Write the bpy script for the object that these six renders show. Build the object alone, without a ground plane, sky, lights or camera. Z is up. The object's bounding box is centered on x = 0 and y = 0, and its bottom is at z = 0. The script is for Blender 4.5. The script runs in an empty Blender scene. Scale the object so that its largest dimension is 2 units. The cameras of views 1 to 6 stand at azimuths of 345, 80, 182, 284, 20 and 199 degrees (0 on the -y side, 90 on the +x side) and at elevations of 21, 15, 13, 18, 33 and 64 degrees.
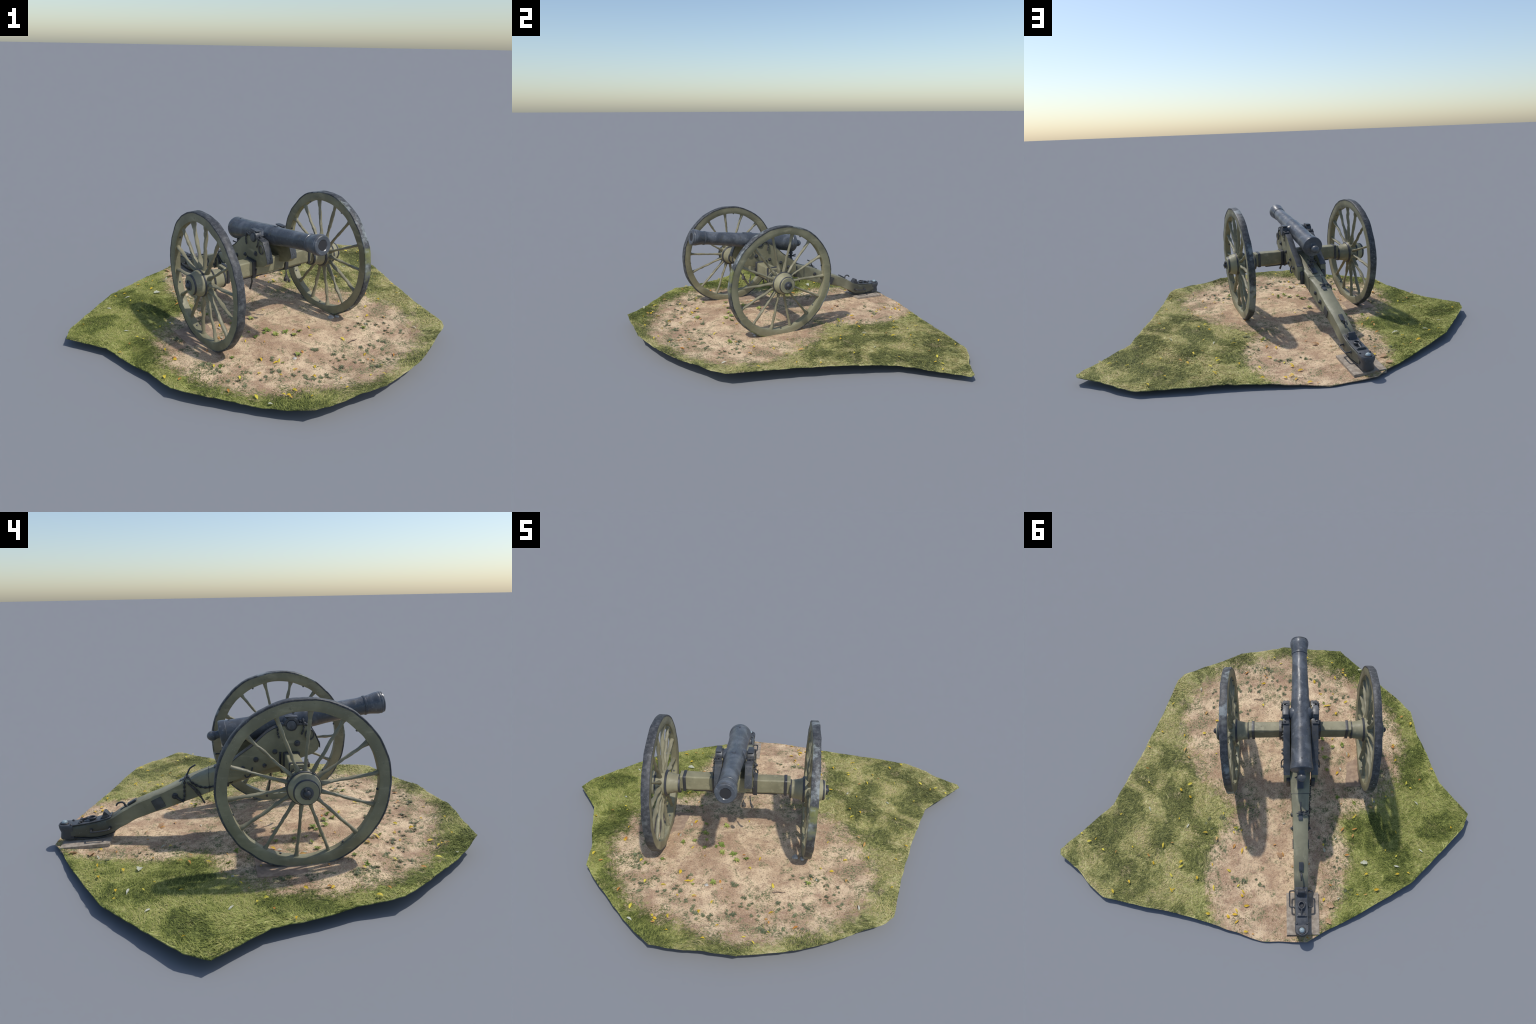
import bpy, bmesh, math, random
import numpy as np
from mathutils import Vector, Matrix, noise
from mathutils.geometry import delaunay_2d_cdt

random.seed(7)
RNG = np.random.default_rng(7)

# ------------------------------------------------------------------ helpers
def link(ob, parent=None):
    bpy.context.scene.collection.objects.link(ob)
    if parent is not None:
        ob.parent = parent
    return ob

def add_mesh(name, verts, faces, mat, parent=None, angle=40, smooth=True):
    me = bpy.data.meshes.new(name)
    me.from_pydata([tuple(v) for v in verts], [], [tuple(f) for f in faces])
    me.validate()
    bm = bmesh.new(); bm.from_mesh(me)
    bmesh.ops.recalc_face_normals(bm, faces=bm.faces)
    bm.to_mesh(me); bm.free()
    if smooth:
        me.shade_smooth()
        if angle:
            me.set_sharp_from_angle(angle=math.radians(angle))
    me.materials.append(mat)
    return link(bpy.data.objects.new(name, me), parent)

def from_bm(name, bm, mat, parent=None, angle=40):
    bmesh.ops.recalc_face_normals(bm, faces=bm.faces)
    me = bpy.data.meshes.new(name)
    bm.to_mesh(me); bm.free()
    me.shade_smooth()
    if angle:
        me.set_sharp_from_angle(angle=math.radians(angle))
    me.materials.append(mat)
    return link(bpy.data.objects.new(name, me), parent)

def wobble(p, scale, amp, seed=0.0):
    q = Vector(p) * scale + Vector((seed, seed * 1.7, -seed))
    return Vector((noise.noise(q), noise.noise(q + Vector((31.4, 0, 0))), noise.noise(q + Vector((0, 57.2, 0))))) * amp

def frame(d):
    d = Vector(d).normalized()
    a = Vector((0, 0, 1)) if abs(d.z) < 0.9 else Vector((1, 0, 0))
    u = d.cross(a).normalized()
    return d, u, d.cross(u).normalized()

def lathe_geo(profile, origin, direction, seg=48, rough=None):
    """profile: (distance along axis, radius) pairs"""
    d, u, v = frame(direction); o = Vector(origin)
    V, F, rings = [], [], []
    for t, r in profile:
        if r < 1e-6:
            rings.append([len(V)]); V.append(o + d * t)
        else:
            ring = []
            for k in range(seg):
                a = 2 * math.pi * k / seg
                ring.append(len(V)); V.append(o + d * t + (u * math.cos(a) + v * math.sin(a)) * r)
            rings.append(ring)
    for A, B in zip(rings[:-1], rings[1:]):
        if len(A) == 1 and len(B) == 1: continue
        for k in range(seg):
            k2 = (k + 1) % seg
            if len(A) == 1: F.append((A[0], B[k], B[k2]))
            elif len(B) == 1: F.append((A[k], A[k2], B[0]))
            else: F.append((A[k], A[k2], B[k2], B[k]))
    if len(rings[0]) > 1: F.append(tuple(rings[0][::-1]))
    if len(rings[-1]) > 1: F.append(tuple(rings[-1]))
    if rough:
        V = [p + wobble(p, rough[0], rough[1], rough[2] if len(rough) > 2 else 0) for p in V]
    return V, F

def lathe(name, profile, origin, direction, mat, parent, seg=48, rough=None, angle=35):
    V, F = lathe_geo(profile, origin, direction, seg, rough)
    return add_mesh(name, V, F, mat, parent, angle)

def spline(pts, n=8, closed=False):
    P = [Vector(p) for p in pts]; N = len(P); out = []
    for i in range(N if closed else N - 1):
        if closed:
            a, b, c, d = P[(i - 1) % N], P[i], P[(i + 1) % N], P[(i + 2) % N]
        else:
            a, b, c, d = P[max(i - 1, 0)], P[i], P[i + 1], P[min(i + 2, N - 1)]
        for k in range(n):
            t = k / n
            out.append(0.5 * ((2 * b) + (c - a) * t + (2 * a - 5 * b + 4 * c - d) * t * t + (3 * b - a - 3 * c + d) * t ** 3))
    if not closed: out.append(P[-1])
    return out

def tube_geo(pts, radius, seg=8, closed=False):
    P = [Vector(p) for p in pts]; N = len(P); V, F = [], []
    up = None
    for i, p in enumerate(P):
        a = P[(i - 1) % N] if closed or i > 0 else p
        b = P[(i + 1) % N] if closed or i < N - 1 else p
        d = (b - a).normalized()
        if up is None: _, u, _ = frame(d)
        else: u = (up - d * up.dot(d)).normalized()
        up = u; w = d.cross(u)
        r = radius(i / max(N - 1, 1)) if callable(radius) else radius
        for k in range(seg):
            t = 2 * math.pi * k / seg
            V.append(p + (u * math.cos(t) + w * math.sin(t)) * r)
    for i in range(N if closed else N - 1):
        j = (i + 1) % N
        for k in range(seg):
            k2 = (k + 1) % seg
            F.append((i * seg + k, i * seg + k2, j * seg + k2, j * seg + k))
    if not closed:
        F.append(tuple(range(seg))[::-1]); F.append(tuple((N - 1) * seg + k for k in range(seg)))
    return V, F

def tube(name, pts, radius, mat, parent, seg=8, closed=False):
    V, F = tube_geo(pts, radius, seg, closed)
    return add_mesh(name, V, F, mat, parent, 50)

def merge(geos):
    V, F = [], []
    for v, f in geos:
        o = len(V); V += list(v); F += [tuple(i + o for i in q) for q in f]
    return V, F

def prism(name, yz, x0, x1, mat, parent, bevel=0.003, rough=None, cuts=0):
    """polygon in the local side plane (y,z), extruded across x"""
    bm = bmesh.new()
    vs = [bm.verts.new((x0, y, z)) for y, z in yz]
    f = bm.faces.new(vs)
    r = bmesh.ops.extrude_face_region(bm, geom=[f])
    bmesh.ops.translate(bm, verts=[g for g in r['geom'] if isinstance(g, bmesh.types.BMVert)], vec=(x1 - x0, 0, 0))
    bmesh.ops.recalc_face_normals(bm, faces=bm.faces)
    if bevel:
        ed = [e for e in bm.edges if e.calc_face_angle(0) > math.radians(35)]
        bmesh.ops.bevel(bm, geom=ed, offset=bevel, segments=2, affect='EDGES', profile=0.6)
    if cuts:
        bmesh.ops.triangulate(bm, faces=bm.faces)
        bmesh.ops.subdivide_edges(bm, edges=[e for e in bm.edges if e.calc_length() > cuts], cuts=3, use_grid_fill=True)
    if rough:
        for v in bm.verts:
            v.co += wobble(v.co, rough[0], rough[1], rough[2] if len(rough) > 2 else 0)
    return from_bm(name, bm, mat, parent)

def box(name, x, y, z, mat, parent, bevel=0.002, rot=None):
    bm = bmesh.new()
    bmesh.ops.create_cube(bm, size=1)
    for v in bm.verts:
        v.co = Vector(((x[0] + x[1]) / 2 + v.co.x * (x[1] - x[0]), (y[0] + y[1]) / 2 + v.co.y * (y[1] - y[0]), (z[0] + z[1]) / 2 + v.co.z * (z[1] - z[0])))
    if rot:
        c = Vector(((x[0] + x[1]) / 2, (y[0] + y[1]) / 2, (z[0] + z[1]) / 2))
        bmesh.ops.rotate(bm, verts=bm.verts, cent=c, matrix=Matrix.Rotation(rot[1], 3, rot[0]))
    if bevel:
        bmesh.ops.bevel(bm, geom=list(bm.edges), offset=bevel, segments=2, affect='EDGES', profile=0.6)
    return from_bm(name, bm, mat, parent)

# ------------------------------------------------------------------ materials
class NT:
    def __init__(self, name):
        self.m = bpy.data.materials.new(name); self.m.use_nodes = True
        self.t = self.m.node_tree; self.n = self.t.nodes; self.l = self.t.links
        self.b = self.n['Principled BSDF']
        self.co = self.n.new('ShaderNodeTexCoord').outputs['Object']
    def set(self, sock, val):
        if hasattr(val, 'is_output'): self.l.new(val, sock)
        else: sock.default_value = val
    def noise(self, scale, detail=4, rough=0.55, co=None, dist=0.0, out='Fac'):
        n = self.n.new('ShaderNodeTexNoise'); n.inputs['Scale'].default_value = scale
        n.inputs['Detail'].default_value = detail; n.inputs['Roughness'].default_value = rough
        n.inputs['Distortion'].default_value = dist
        self.l.new(co if co is not None else self.co, n.inputs['Vector']); return n.outputs[out]
    def voronoi(self, scale, co=None, out='Distance', feature='F1'):
        n = self.n.new('ShaderNodeTexVoronoi'); n.feature = feature; n.inputs['Scale'].default_value = scale
        self.l.new(co if co is not None else self.co, n.inputs['Vector']); return n.outputs[out]
    def mapping(self, scale=(1, 1, 1), rot=(0, 0, 0), loc=(0, 0, 0), co=None):
        n = self.n.new('ShaderNodeMapping'); n.inputs['Scale'].default_value = scale
        n.inputs['Rotation'].default_value = rot; n.inputs['Location'].default_value = loc
        self.l.new(co if co is not None else self.co, n.inputs['Vector']); return n.outputs[0]
    def ramp(self, fac, stops, mode='LINEAR'):
        n = self.n.new('ShaderNodeValToRGB'); n.color_ramp.interpolation = mode
        e = n.color_ramp.elements
        while len(e) < len(stops): e.new(0.5)
        for el, (p, c) in zip(e, stops):
            el.position = p
            el.color = (c, c, c, 1) if not hasattr(c, '__len__') else (*c, 1)
        self.set(n.inputs['Fac'], fac); return n.outputs['Color']
    def mix(self, fac, a, b, mode='MIX'):
        n = self.n.new('ShaderNodeMix'); n.data_type = 'RGBA'; n.blend_type = mode
        self.set(n.inputs[0], fac)
        for s, v in ((n.inputs[6], a), (n.inputs[7], b)):
            self.set(s, v if hasattr(v, 'is_output') else (*v, 1))
        return n.outputs[2]
    def math(self, op, a, b=0.0, clamp=False):
        n = self.n.new('ShaderNodeMath'); n.operation = op; n.use_clamp = clamp
        self.set(n.inputs[0], a); self.set(n.inputs[1], b); return n.outputs[0]
    def smooth(self, v, lo, hi):
        n = self.n.new('ShaderNodeMapRange'); n.interpolation_type = 'SMOOTHSTEP'
        self.set(n.inputs['Value'], v); n.inputs['From Min'].default_value = lo; n.inputs['From Max'].default_value = hi
        return n.outputs['Result']
    def length(self, v):
        n = self.n.new('ShaderNodeVectorMath'); n.operation = 'LENGTH'; self.l.new(v, n.inputs[0]); return n.outputs['Value']
    def vadd(self, a, b):
        n = self.n.new('ShaderNodeVectorMath'); n.operation = 'ADD'; self.l.new(a, n.inputs[0]); self.l.new(b, n.inputs[1]); return n.outputs[0]
    def vscale(self, a, s):
        n = self.n.new('ShaderNodeVectorMath'); n.operation = 'SCALE'; self.l.new(a, n.inputs[0]); n.inputs['Scale'].default_value = s; return n.outputs[0]
    def finish(self, col, rough=0.6, bump=None, strength=0.3, dist=0.002, spec=0.5, metal=0.0):
        self.set(self.b.inputs['Base Color'], col if hasattr(col, 'is_output') else (*col, 1))
        self.set(self.b.inputs['Roughness'], rough)
        self.b.inputs['Specular IOR Level'].default_value = spec
        self.b.inputs['Metallic'].default_value = metal
        if bump is not None:
            n = self.n.new('ShaderNodeBump'); n.inputs['Strength'].default_value = strength; n.inputs['Distance'].default_value = dist
            self.l.new(bump, n.inputs['Height']); self.l.new(n.outputs[0], self.b.inputs['Normal'])
        return self.m

def mat_olive(name, base=(0.246, 0.230, 0.142), wear=0.5, grimy_from=None):  # base olive darkened partway towards the scan's shaded right side
    k = NT(name)
    big = k.noise(9, 3); fine = k.noise(70, 5, 0.65)
    streak = k.noise(30, 4, 0.6, co=k.mapping((1, 0.25, 1)))
    c = k.mix(k.smooth(big, 0.3, 0.72), tuple(v * 0.74 for v in base), tuple(v * 1.14 for v in base))
    c = k.mix(k.smooth(streak, 0.52, 0.75), c, tuple(v * f for v, f in zip(base, (1.35, 1.33, 1.38))))
    c = k.mix(k.math('MULTIPLY', k.smooth(fine, 0.6, 0.75), wear), c, (0.075, 0.078, 0.06))
    if grimy_from is not None:
        sp = k.n.new('ShaderNodeSeparateXYZ'); k.l.new(k.co, sp.inputs[0])
        y = k.math('ADD', sp.outputs['Y'], k.math('MULTIPLY', k.math('SUBTRACT', big, 0.5), 0.10))
        c = k.mix(k.math('MULTIPLY', k.smooth(y, grimy_from, grimy_from + 0.08), 0.85), c, (0.065, 0.068, 0.055))
    speck = k.smooth(k.noise(240, 2, 0.5), 0.69, 0.75)
    c = k.mix(k.math('MULTIPLY', speck, 0.6), c, (0.48, 0.47, 0.38))
    return k.finish(c, k.ramp(fine, [(0.3, 0.42), (0.7, 0.62)]), k.noise(120, 4), 0.2, 0.001, 0.4)

def mat_iron(name, base=(0.050, 0.054, 0.060), light=(0.14, 0.148, 0.16), rough=0.42, speck=0.25):
    k = NT(name)
    a = k.noise(14, 4, 0.6, dist=0.6); b = k.noise(60, 4, 0.65)
    c = k.mix(k.smooth(a, 0.42, 0.72), base, tuple((p + q) / 2 for p, q in zip(base, light)))
    c = k.mix(k.math('MULTIPLY', k.smooth(b, 0.58, 0.74), 0.7), c, light)
    c = k.mix(k.math('MULTIPLY', k.smooth(k.noise(35, 3), 0.58, 0.7), 0.5), c, (0.075, 0.07, 0.055))
    c = k.mix(k.math('MULTIPLY', k.smooth(k.noise(260, 2), 0.70, 0.76), speck), c, (0.42, 0.43, 0.44))
    return k.finish(c, k.ramp(b, [(0.3, rough - 0.1), (0.7, rough + 0.14)]), k.noise(90, 4), 0.25, 0.001, 0.5)

def mat_tyre(name, painted_sheen=0.0):
    k = NT(name)
    b = k.noise(50, 5, 0.7); a = k.noise(11, 3)
    c = k.mix(k.smooth(b, 0.4, 0.7), (0.038, 0.040, 0.044), (0.098, 0.10, 0.104))
    c = k.mix(k.math('MULTIPLY', k.smooth(a, 0.55, 0.72), 0.6), c, (0.20, 0.215, 0.20))
    scr = k.smooth(k.noise(170, 3, 0.6, dist=1.2), 0.63, 0.72)
    c = k.mix(k.math('MULTIPLY', scr, k.smooth(k.noise(16, 2), 0.42, 0.6)), c, (0.46, 0.47, 0.47))
    if painted_sheen:  # yellow-green and pale patches painted for the glare on the right tread
        g = k.math('MULTIPLY', k.smooth(k.noise(7, 4, 0.6), 0.5, 0.66), painted_sheen)
        c = k.mix(g, c, (0.22, 0.23, 0.07))
        c = k.mix(k.math('MULTIPLY', k.smooth(k.noise(9, 5, 0.65, co=k.mapping(loc=(3, 1, 2))), 0.52, 0.64), 0.7), c, (0.30, 0.33, 0.33))
    return k.finish(c, 0.55, b, 0.3, 0.0015, 0.4)

M_OLIVE = mat_olive('olive_paint')
M_TRAIL = mat_olive('trail_paint', (0.255, 0.244, 0.160), 0.5, 0.70)
M_OLIVE_HUB = mat_olive('hub_paint', (0.275, 0.255, 0.160), 0.35)
M_SPOKE = mat_olive('spoke_paint', (0.235, 0.216, 0.138), 0.75)
M_IRON = mat_iron('black_iron')
M_IRON_D = mat_iron('dark_ironwork', (0.035, 0.037, 0.042), (0.10, 0.105, 0.115), 0.45, 0.35)
M_GUN = mat_iron('gun_metal', (0.062, 0.070, 0.082), (0.20, 0.215, 0.235), 0.33, 0.10)  # second colour paints the tube's highlights as pale patches
M_BORE = NT('bore_dark').finish((0.02, 0.02, 0.022), 0.8)
M_TYRE = mat_tyre('iron_tyre')
M_TYRE_SHEEN = mat_tyre('sheen_painted_tyre', 0.75)

def mat_flat(name, a, b, scale=40, rough=0.6, spec=0.4):
    k = NT(name)
    c = k.mix(k.smooth(k.noise(scale, 4, 0.65), 0.35, 0.68), a, b)
    return k.finish(c, rough, k.noise(scale * 2, 3), 0.2, 0.001, spec)

M_KNOB = mat_flat('pale_blue_cap', (0.20, 0.27, 0.30), (0.36, 0.43, 0.45), 60, 0.4)
M_SLAB = mat_flat('weathered_concrete', (0.27, 0.225, 0.18), (0.42, 0.36, 0.29), 45, 0.9, 0.2)
M_SLAB_D = mat_flat('dirt_dusted_concrete', (0.30, 0.21, 0.15), (0.45, 0.33, 0.23), 30, 0.9, 0.2)
M_STONE = mat_flat('pale_stone', (0.30, 0.28, 0.25), (0.55, 0.53, 0.48), 90, 0.8)
M_TWIG = mat_flat('twig_bark', (0.10, 0.07, 0.05), (0.20, 0.15, 0.11), 90, 0.9)
M_ROPE = mat_flat('old_leather', (0.03, 0.03, 0.03), (0.11, 0.10, 0.09), 120, 0.7)

def mat_leaf(name, a, b, trans=0.3):
    k = NT(name)
    oi = k.n.new('ShaderNodeObjectInfo').outputs['Random']
    c = k.mix(oi, a, b)
    c = k.mix(k.math('MULTIPLY', k.smooth(k.noise(220, 3), 0.55, 0.7), 0.35), c, tuple(v * 0.45 for v in a))
    k.finish(c, 0.55, spec=0.3)
    tr = k.n.new('ShaderNodeBsdfTranslucent'); k.l.new(c, tr.inputs['Color'])
    mx = k.n.new('ShaderNodeMixShader'); mx.inputs[0].default_value = trans
    k.l.new(k.b.outputs[0], mx.inputs[1]); k.l.new(tr.outputs[0], mx.inputs[2])
    k.l.new(mx.outputs[0], k.n['Material Output'].inputs['Surface'])
    return k.m

M_LEAF_Y = mat_leaf('yellow_leaf', (0.74, 0.47, 0.03), (0.80, 0.70, 0.10))
M_LEAF_O = mat_leaf('orange_leaf', (0.60, 0.25, 0.05), (0.66, 0.42, 0.15))
M_LEAF_P = mat_leaf('pale_leaf', (0.55, 0.56, 0.42), (0.72, 0.70, 0.58))
M_LEAF_T = mat_leaf('tan_oak_leaf', (0.52, 0.31, 0.17), (0.60, 0.40, 0.24))
M_WEED = mat_leaf('weed_green', (0.21, 0.29, 0.06), (0.42, 0.46, 0.13))
M_WEED_D = mat_leaf('low_weed_green', (0.12, 0.14, 0.075), (0.27, 0.29, 0.15), 0.2)

# grass / dirt layout, used both by the shader and by the scattering
PADS = [((0.06, -0.27), (0.66, 0.53)), ((-0.11, 0.50), (0.37, 0.45))]   # bare, trodden ellipses

def ground_fac(k):
    """node version: 0 on trodden earth, 1 in the grass"""
    vals = []
    warp = k.vscale(k.noise(5.5, 4, 0.6, out='Color'), 0.34)
    for (cx, cy), (rx, ry) in PADS:
        m = k.mapping((1 / rx, 1 / ry, 0), loc=(-cx / rx - 0.17, -cy / ry - 0.17, 0))
        vals.append(k.length(k.vadd(m, warp)))
    f = k.math('MINIMUM', *vals)
    f = k.math('ADD', f, k.math('MULTIPLY', k.math('SUBTRACT', k.noise(38, 4, 0.65), 0.5), 0.34))
    return k.smooth(f, 0.92, 1.07), f

def painted_dapples(k):
    """tree-shade dapples coloured into the turf by noise: 0 shade, 1 sun"""
    return k.smooth(k.noise(5.0, 5, 0.6, co=k.mapping((1, 1, 0), loc=(0.31, 0.17, 0)), dist=0.4), 0.40, 0.60)

def side_tint(k, c):
    """drier, yellower turf towards +x, lusher towards -x"""
    sp = k.n.new('ShaderNodeSeparateXYZ'); k.l.new(k.co, sp.inputs[0])
    x = k.math('ADD', sp.outputs['X'], k.math('MULTIPLY', k.math('SUBTRACT', k.noise(3, 3), 0.5), 0.9))
    return k.mix(1.0, c, k.mix(k.smooth(x, -0.5, 0.6), (0.84, 0.87, 0.74), (1.12, 1.04, 1.20)), 'MULTIPLY')

def mat_ground():
    k = NT('grass_and_trodden_earth')
    g, f = ground_fac(k)
    flat = k.mapping((1, 1, 0.2))
    # earth: pale sandy and reddish areas, clods, grit
    n1 = k.noise(6.0, 5, 0.65, co=flat); n2 = k.noise(28, 5, 0.72, co=flat, dist=0.4); n3 = k.noise(150, 4, 0.75, co=flat)
    e = k.mix(k.smooth(n1, 0.38, 0.62), (0.43, 0.285, 0.18), (0.74, 0.56, 0.36))
    e = k.mix(k.math('MULTIPLY', k.smooth(n2, 0.48, 0.66), 0.68), e, (0.32, 0.20, 0.135))
    e = k.mix(k.math('MULTIPLY', k.smooth(n3, 0.52, 0.64), 0.75), e, (0.175, 0.115, 0.080))
    e = k.mix(k.math('MULTIPLY', k.smooth(k.noise(210, 3, 0.75, co=flat), 0.55, 0.66), 0.65), e, (0.82, 0.66, 0.47))
    # litter and low green on the earth, thicker towards the turf
    near = k.math('MULTIPLY', k.smooth(f, 0.45, 1.0), 0.09)
    patchy = k.smooth(k.math('ADD', k.noise(13, 4, 0.65, co=flat, dist=0.6), near), 0.53, 0.66)
    w = k.math('MULTIPLY', patchy, k.smooth(k.noise(105, 4, 0.75, co=flat), 0.44, 0.55))
    e = k.mix(k.math('MULTIPLY', w, 0.95), e, k.mix(k.smooth(k.noise(160, 3, 0.7, co=flat), 0.42, 0.6), (0.065, 0.078, 0.040), (0.27, 0.28, 0.14)))
    # turf: stretched, swirling streaks
    sw = k.vscale(k.noise(4.0, 2, 0.5, out='Color'), 0.5)
    st1 = k.noise(60, 4, 0.7, co=k.mapping((1.6, 0.45, 0.3), rot=(0, 0, 0.7), co=k.vadd(flat, sw)))
    st2 = k.noise(75, 4, 0.75, co=k.mapping((0.4, 1.7, 0.3), rot=(0, 0, 0.5), co=k.vadd(flat, sw)))
    s = k.math('ADD', k.math('MULTIPLY', st1, 0.5), k.math('MULTIPLY', st2, 0.5))
    s = k.math('ADD', s, k.math('MULTIPLY', k.math('SUBTRACT', painted_dapples(k), 0.5), 0.12))
    t = k.ramp(s, [(0.36, (0.045, 0.055, 0.022)), (0.46, (0.14, 0.16, 0.05)), (0.54, (0.32, 0.335, 0.11)), (0.64, (0.52, 0.50, 0.22))])
    straw = k.math('MULTIPLY', k.smooth(k.noise(9, 4, 0.65, co=flat), 0.50, 0.66), k.smooth(st2, 0.42, 0.6))
    t = k.mix(k.math('MULTIPLY', straw, 0.7), t, (0.50, 0.40, 0.22))
    t = side_tint(k, t)
    col = k.mix(g, e, t)
    h = k.math('ADD', k.math('MULTIPLY', k.mix(g, n2, s), 1.0), k.math('MULTIPLY', n3, 0.5))
    return k.finish(col, 0.95, h, 0.7, 0.006, 0.12)

M_GROUND = mat_ground()

def mat_blade(name, stops, spread):
    k = NT(name)
    isl = k.n.new('ShaderNodeNewGeometry').outputs['Random Per Island']
    v = k.math('ADD', k.math('MULTIPLY', isl, 0.52), k.math('MULTIPLY', painted_dapples(k), spread))
    c = side_tint(k, k.ramp(v, stops))
    k.finish(c, 0.7, spec=0.2)
    tr = k.n.new('ShaderNodeBsdfTranslucent'); k.l.new(c, tr.inputs['Color'])
    mx = k.n.new('ShaderNodeMixShader'); mx.inputs[0].default_value = 0.25
    k.l.new(k.b.outputs[0], mx.inputs[1]); k.l.new(tr.outputs[0], mx.inputs[2])
    k.l.new(mx.outputs[0], k.n['Material Output'].inputs['Surface'])
    return k.m

M_GRASS = mat_blade('grass_blades', [(0.0, (0.075, 0.095, 0.03)), (0.25, (0.17, 0.20, 0.055)), (0.5, (0.36, 0.38, 0.11)), (0.75, (0.54, 0.52, 0.20)), (1.0, (0.66, 0.55, 0.30))], 0.46)
M_GRASS_D = mat_blade('sparse_grass_blades', [(0.0, (0.075, 0.09, 0.04)), (0.35, (0.15, 0.175, 0.065)), (0.65, (0.29, 0.31, 0.12)), (1.0, (0.52, 0.47, 0.26))], 0.40)

# ------------------------------------------------------------------ the ground patch
# outline of the turf patch: corner positions with their height above the floor
EDGE = [(0.999, 0.766, .037), (0.985, 0.792, .036), (0.865, 0.832, .034), (0.770, 0.886, .031), (0.676, 0.921, .024), (0.54, 0.909, .028), (0.29, 0.878, .029), (0.10, 0.870, .023),
        (-0.08, 0.870, .010), (-0.155, 0.869, .006), (-0.30, 0.826, .009), (-0.372, 0.803, .015), (-0.432, 0.735, .020), (-0.575, 0.596, .027), (-0.788, 0.364, .036),
        (-0.918, 0.122, .041), (-0.987, -0.015, .043), (-0.998, -0.102, .043), (-0.815, -0.236, .047), (-0.700, -0.410, .046), (-0.632, -0.499, .047), (-0.564, -0.632, .060),
        (-0.445, -0.711, .057), (-0.328, -0.778, .053), (-0.213, -0.842, .049), (-0.112, -0.893, .060), (-0.052, -0.921, .074), (0.17, -0.866, .076), (0.29, -0.839, .077),
        (0.525, -0.707, .079), (0.710, -0.536, .077), (0.798, -0.454, .077), (0.822, -0.402, .074), (0.812, -0.165, .071), (0.818, 0.120, .064), (0.842, 0.452, .049), (0.937, 0.648, .041)]
# spot heights measured inside the patch
SPOT = [(0.0, -.52, .045), (.33, -.56, .040), (.21, -.60, .039), (-.07, -.73, .035), (-.02, -.60, .039), (.28, -.41, .042), (.32, -.44, .044), (.54, -.12, .044), (.66, -.38, .046),
        (.64, .415, .053), (.52, .26, .056), (.66, .08, .056), (.78, .70, .037), (.50, .68, .037), (.175, .356, .021), (-.117, .41, .013), (-.43, .60, .010), (-.53, .335, .029),
        (-.49, -.115, .026), (-.21, .60, .022), (-.35, .556, .022), (-.27, .78, .009), (.31, -.03, .034), (-.355, -.26, .030), (0, -.15, .043), (0, -.33, .050), (.02, .02, .036), (.02, .17, .020), (-.18, .10, .024), (.14, .08, .032), (-.70, 0.05, .032), (-.61, -.11, .022), (-.50, .08, .022), (-.66, -.30, .032), (.38, -.34, .054), (-.32, -.42, .044),
        (-.50, -.45, .034), (-.30, -.60, .036), (.25, .20, .028), (.35, .27, .030), (.30, .55, .028), (.10, -.76, .042), (.30, -.70, .042), (.50, -.57, .040), (.61, -.46, .041), (-.20, -.74, .033), (-.40, -.61, .033),
        (-.57, -.36, .033), (.68, -.20, .048), (.60, -.05, .044), (.10, .79, .014), (.25, .76, .021), (-.84, -.05, .040), (-.12, -.80, .042)]
SY = np.array(EDGE + SPOT)
def _rbf():
    d = np.linalg.norm(SY[:, None, :2] - SY[None, :, :2], axis=2)
    A = d + np.eye(len(SY)) * -0.02
    n = len(SY)
    K = np.zeros((n + 1, n + 1)); K[:n, :n] = A; K[:n, n] = 1; K[n, :n] = 1
    return np.linalg.solve(K, np.append(SY[:, 2], 0))
RB = _rbf()
def height(x, y):
    x = np.atleast_1d(np.asarray(x, float)); y = np.atleast_1d(np.asarray(y, float))
    d = np.hypot(x[:, None] - SY[None, :, 0], y[:, None] - SY[None, :, 1])
    return np.maximum(d @ RB[:-1] + RB[-1], 0.004)

def grassiness(x, y):
    best = 9
    q = Vector((x, y, 0.0))
    w = noise.fractal(q * 5.5, 0.6, 2.0, 3) * 0.10
    for (cx, cy), (rx, ry) in PADS:
        best = min(best, math.hypot((x - cx) / rx, (y - cy) / ry))
    return best + w

def inside(x, y, pts):
    c = False; j = len(pts) - 1
    for i in range(len(pts)):
        xi, yi = pts[i][0], pts[i][1]; xj, yj = pts[j][0], pts[j][1]
        if (yi > y) != (yj > y) and x < (xj - xi) * (y - yi) / (yj - yi) + xi: c = not c
        j = i
    return c

rim = []
for i, a in enumerate(EDGE):
    b = EDGE[(i + 1) % len(EDGE)]
    L = math.hypot(b[0] - a[0], b[1] - a[1]); n = max(1, int(L / 0.02))
    for k in range(n):
        t = k / n
        x = a[0] + (b[0] - a[0]) * t; y = a[1] + (b[1] - a[1]) * t; z = a[2] + (b[2] - a[2]) * t
        if k:
            w = noise.noise(Vector((x, y, 0)) * 14) * 0.004
            nx, ny = (b[1] - a[1]) / L, -(b[0] - a[0]) / L
            x += nx * w; y += ny * w
        rim.append((x, y, z))

patch = bpy.data.objects.new('ground_patch', None); link(patch)
patch.empty_display_size = 0.2
patch['label'] = 'patch of trodden earth and turf with fallen yellow leaves'
patch['category'] = 'ground'

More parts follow.
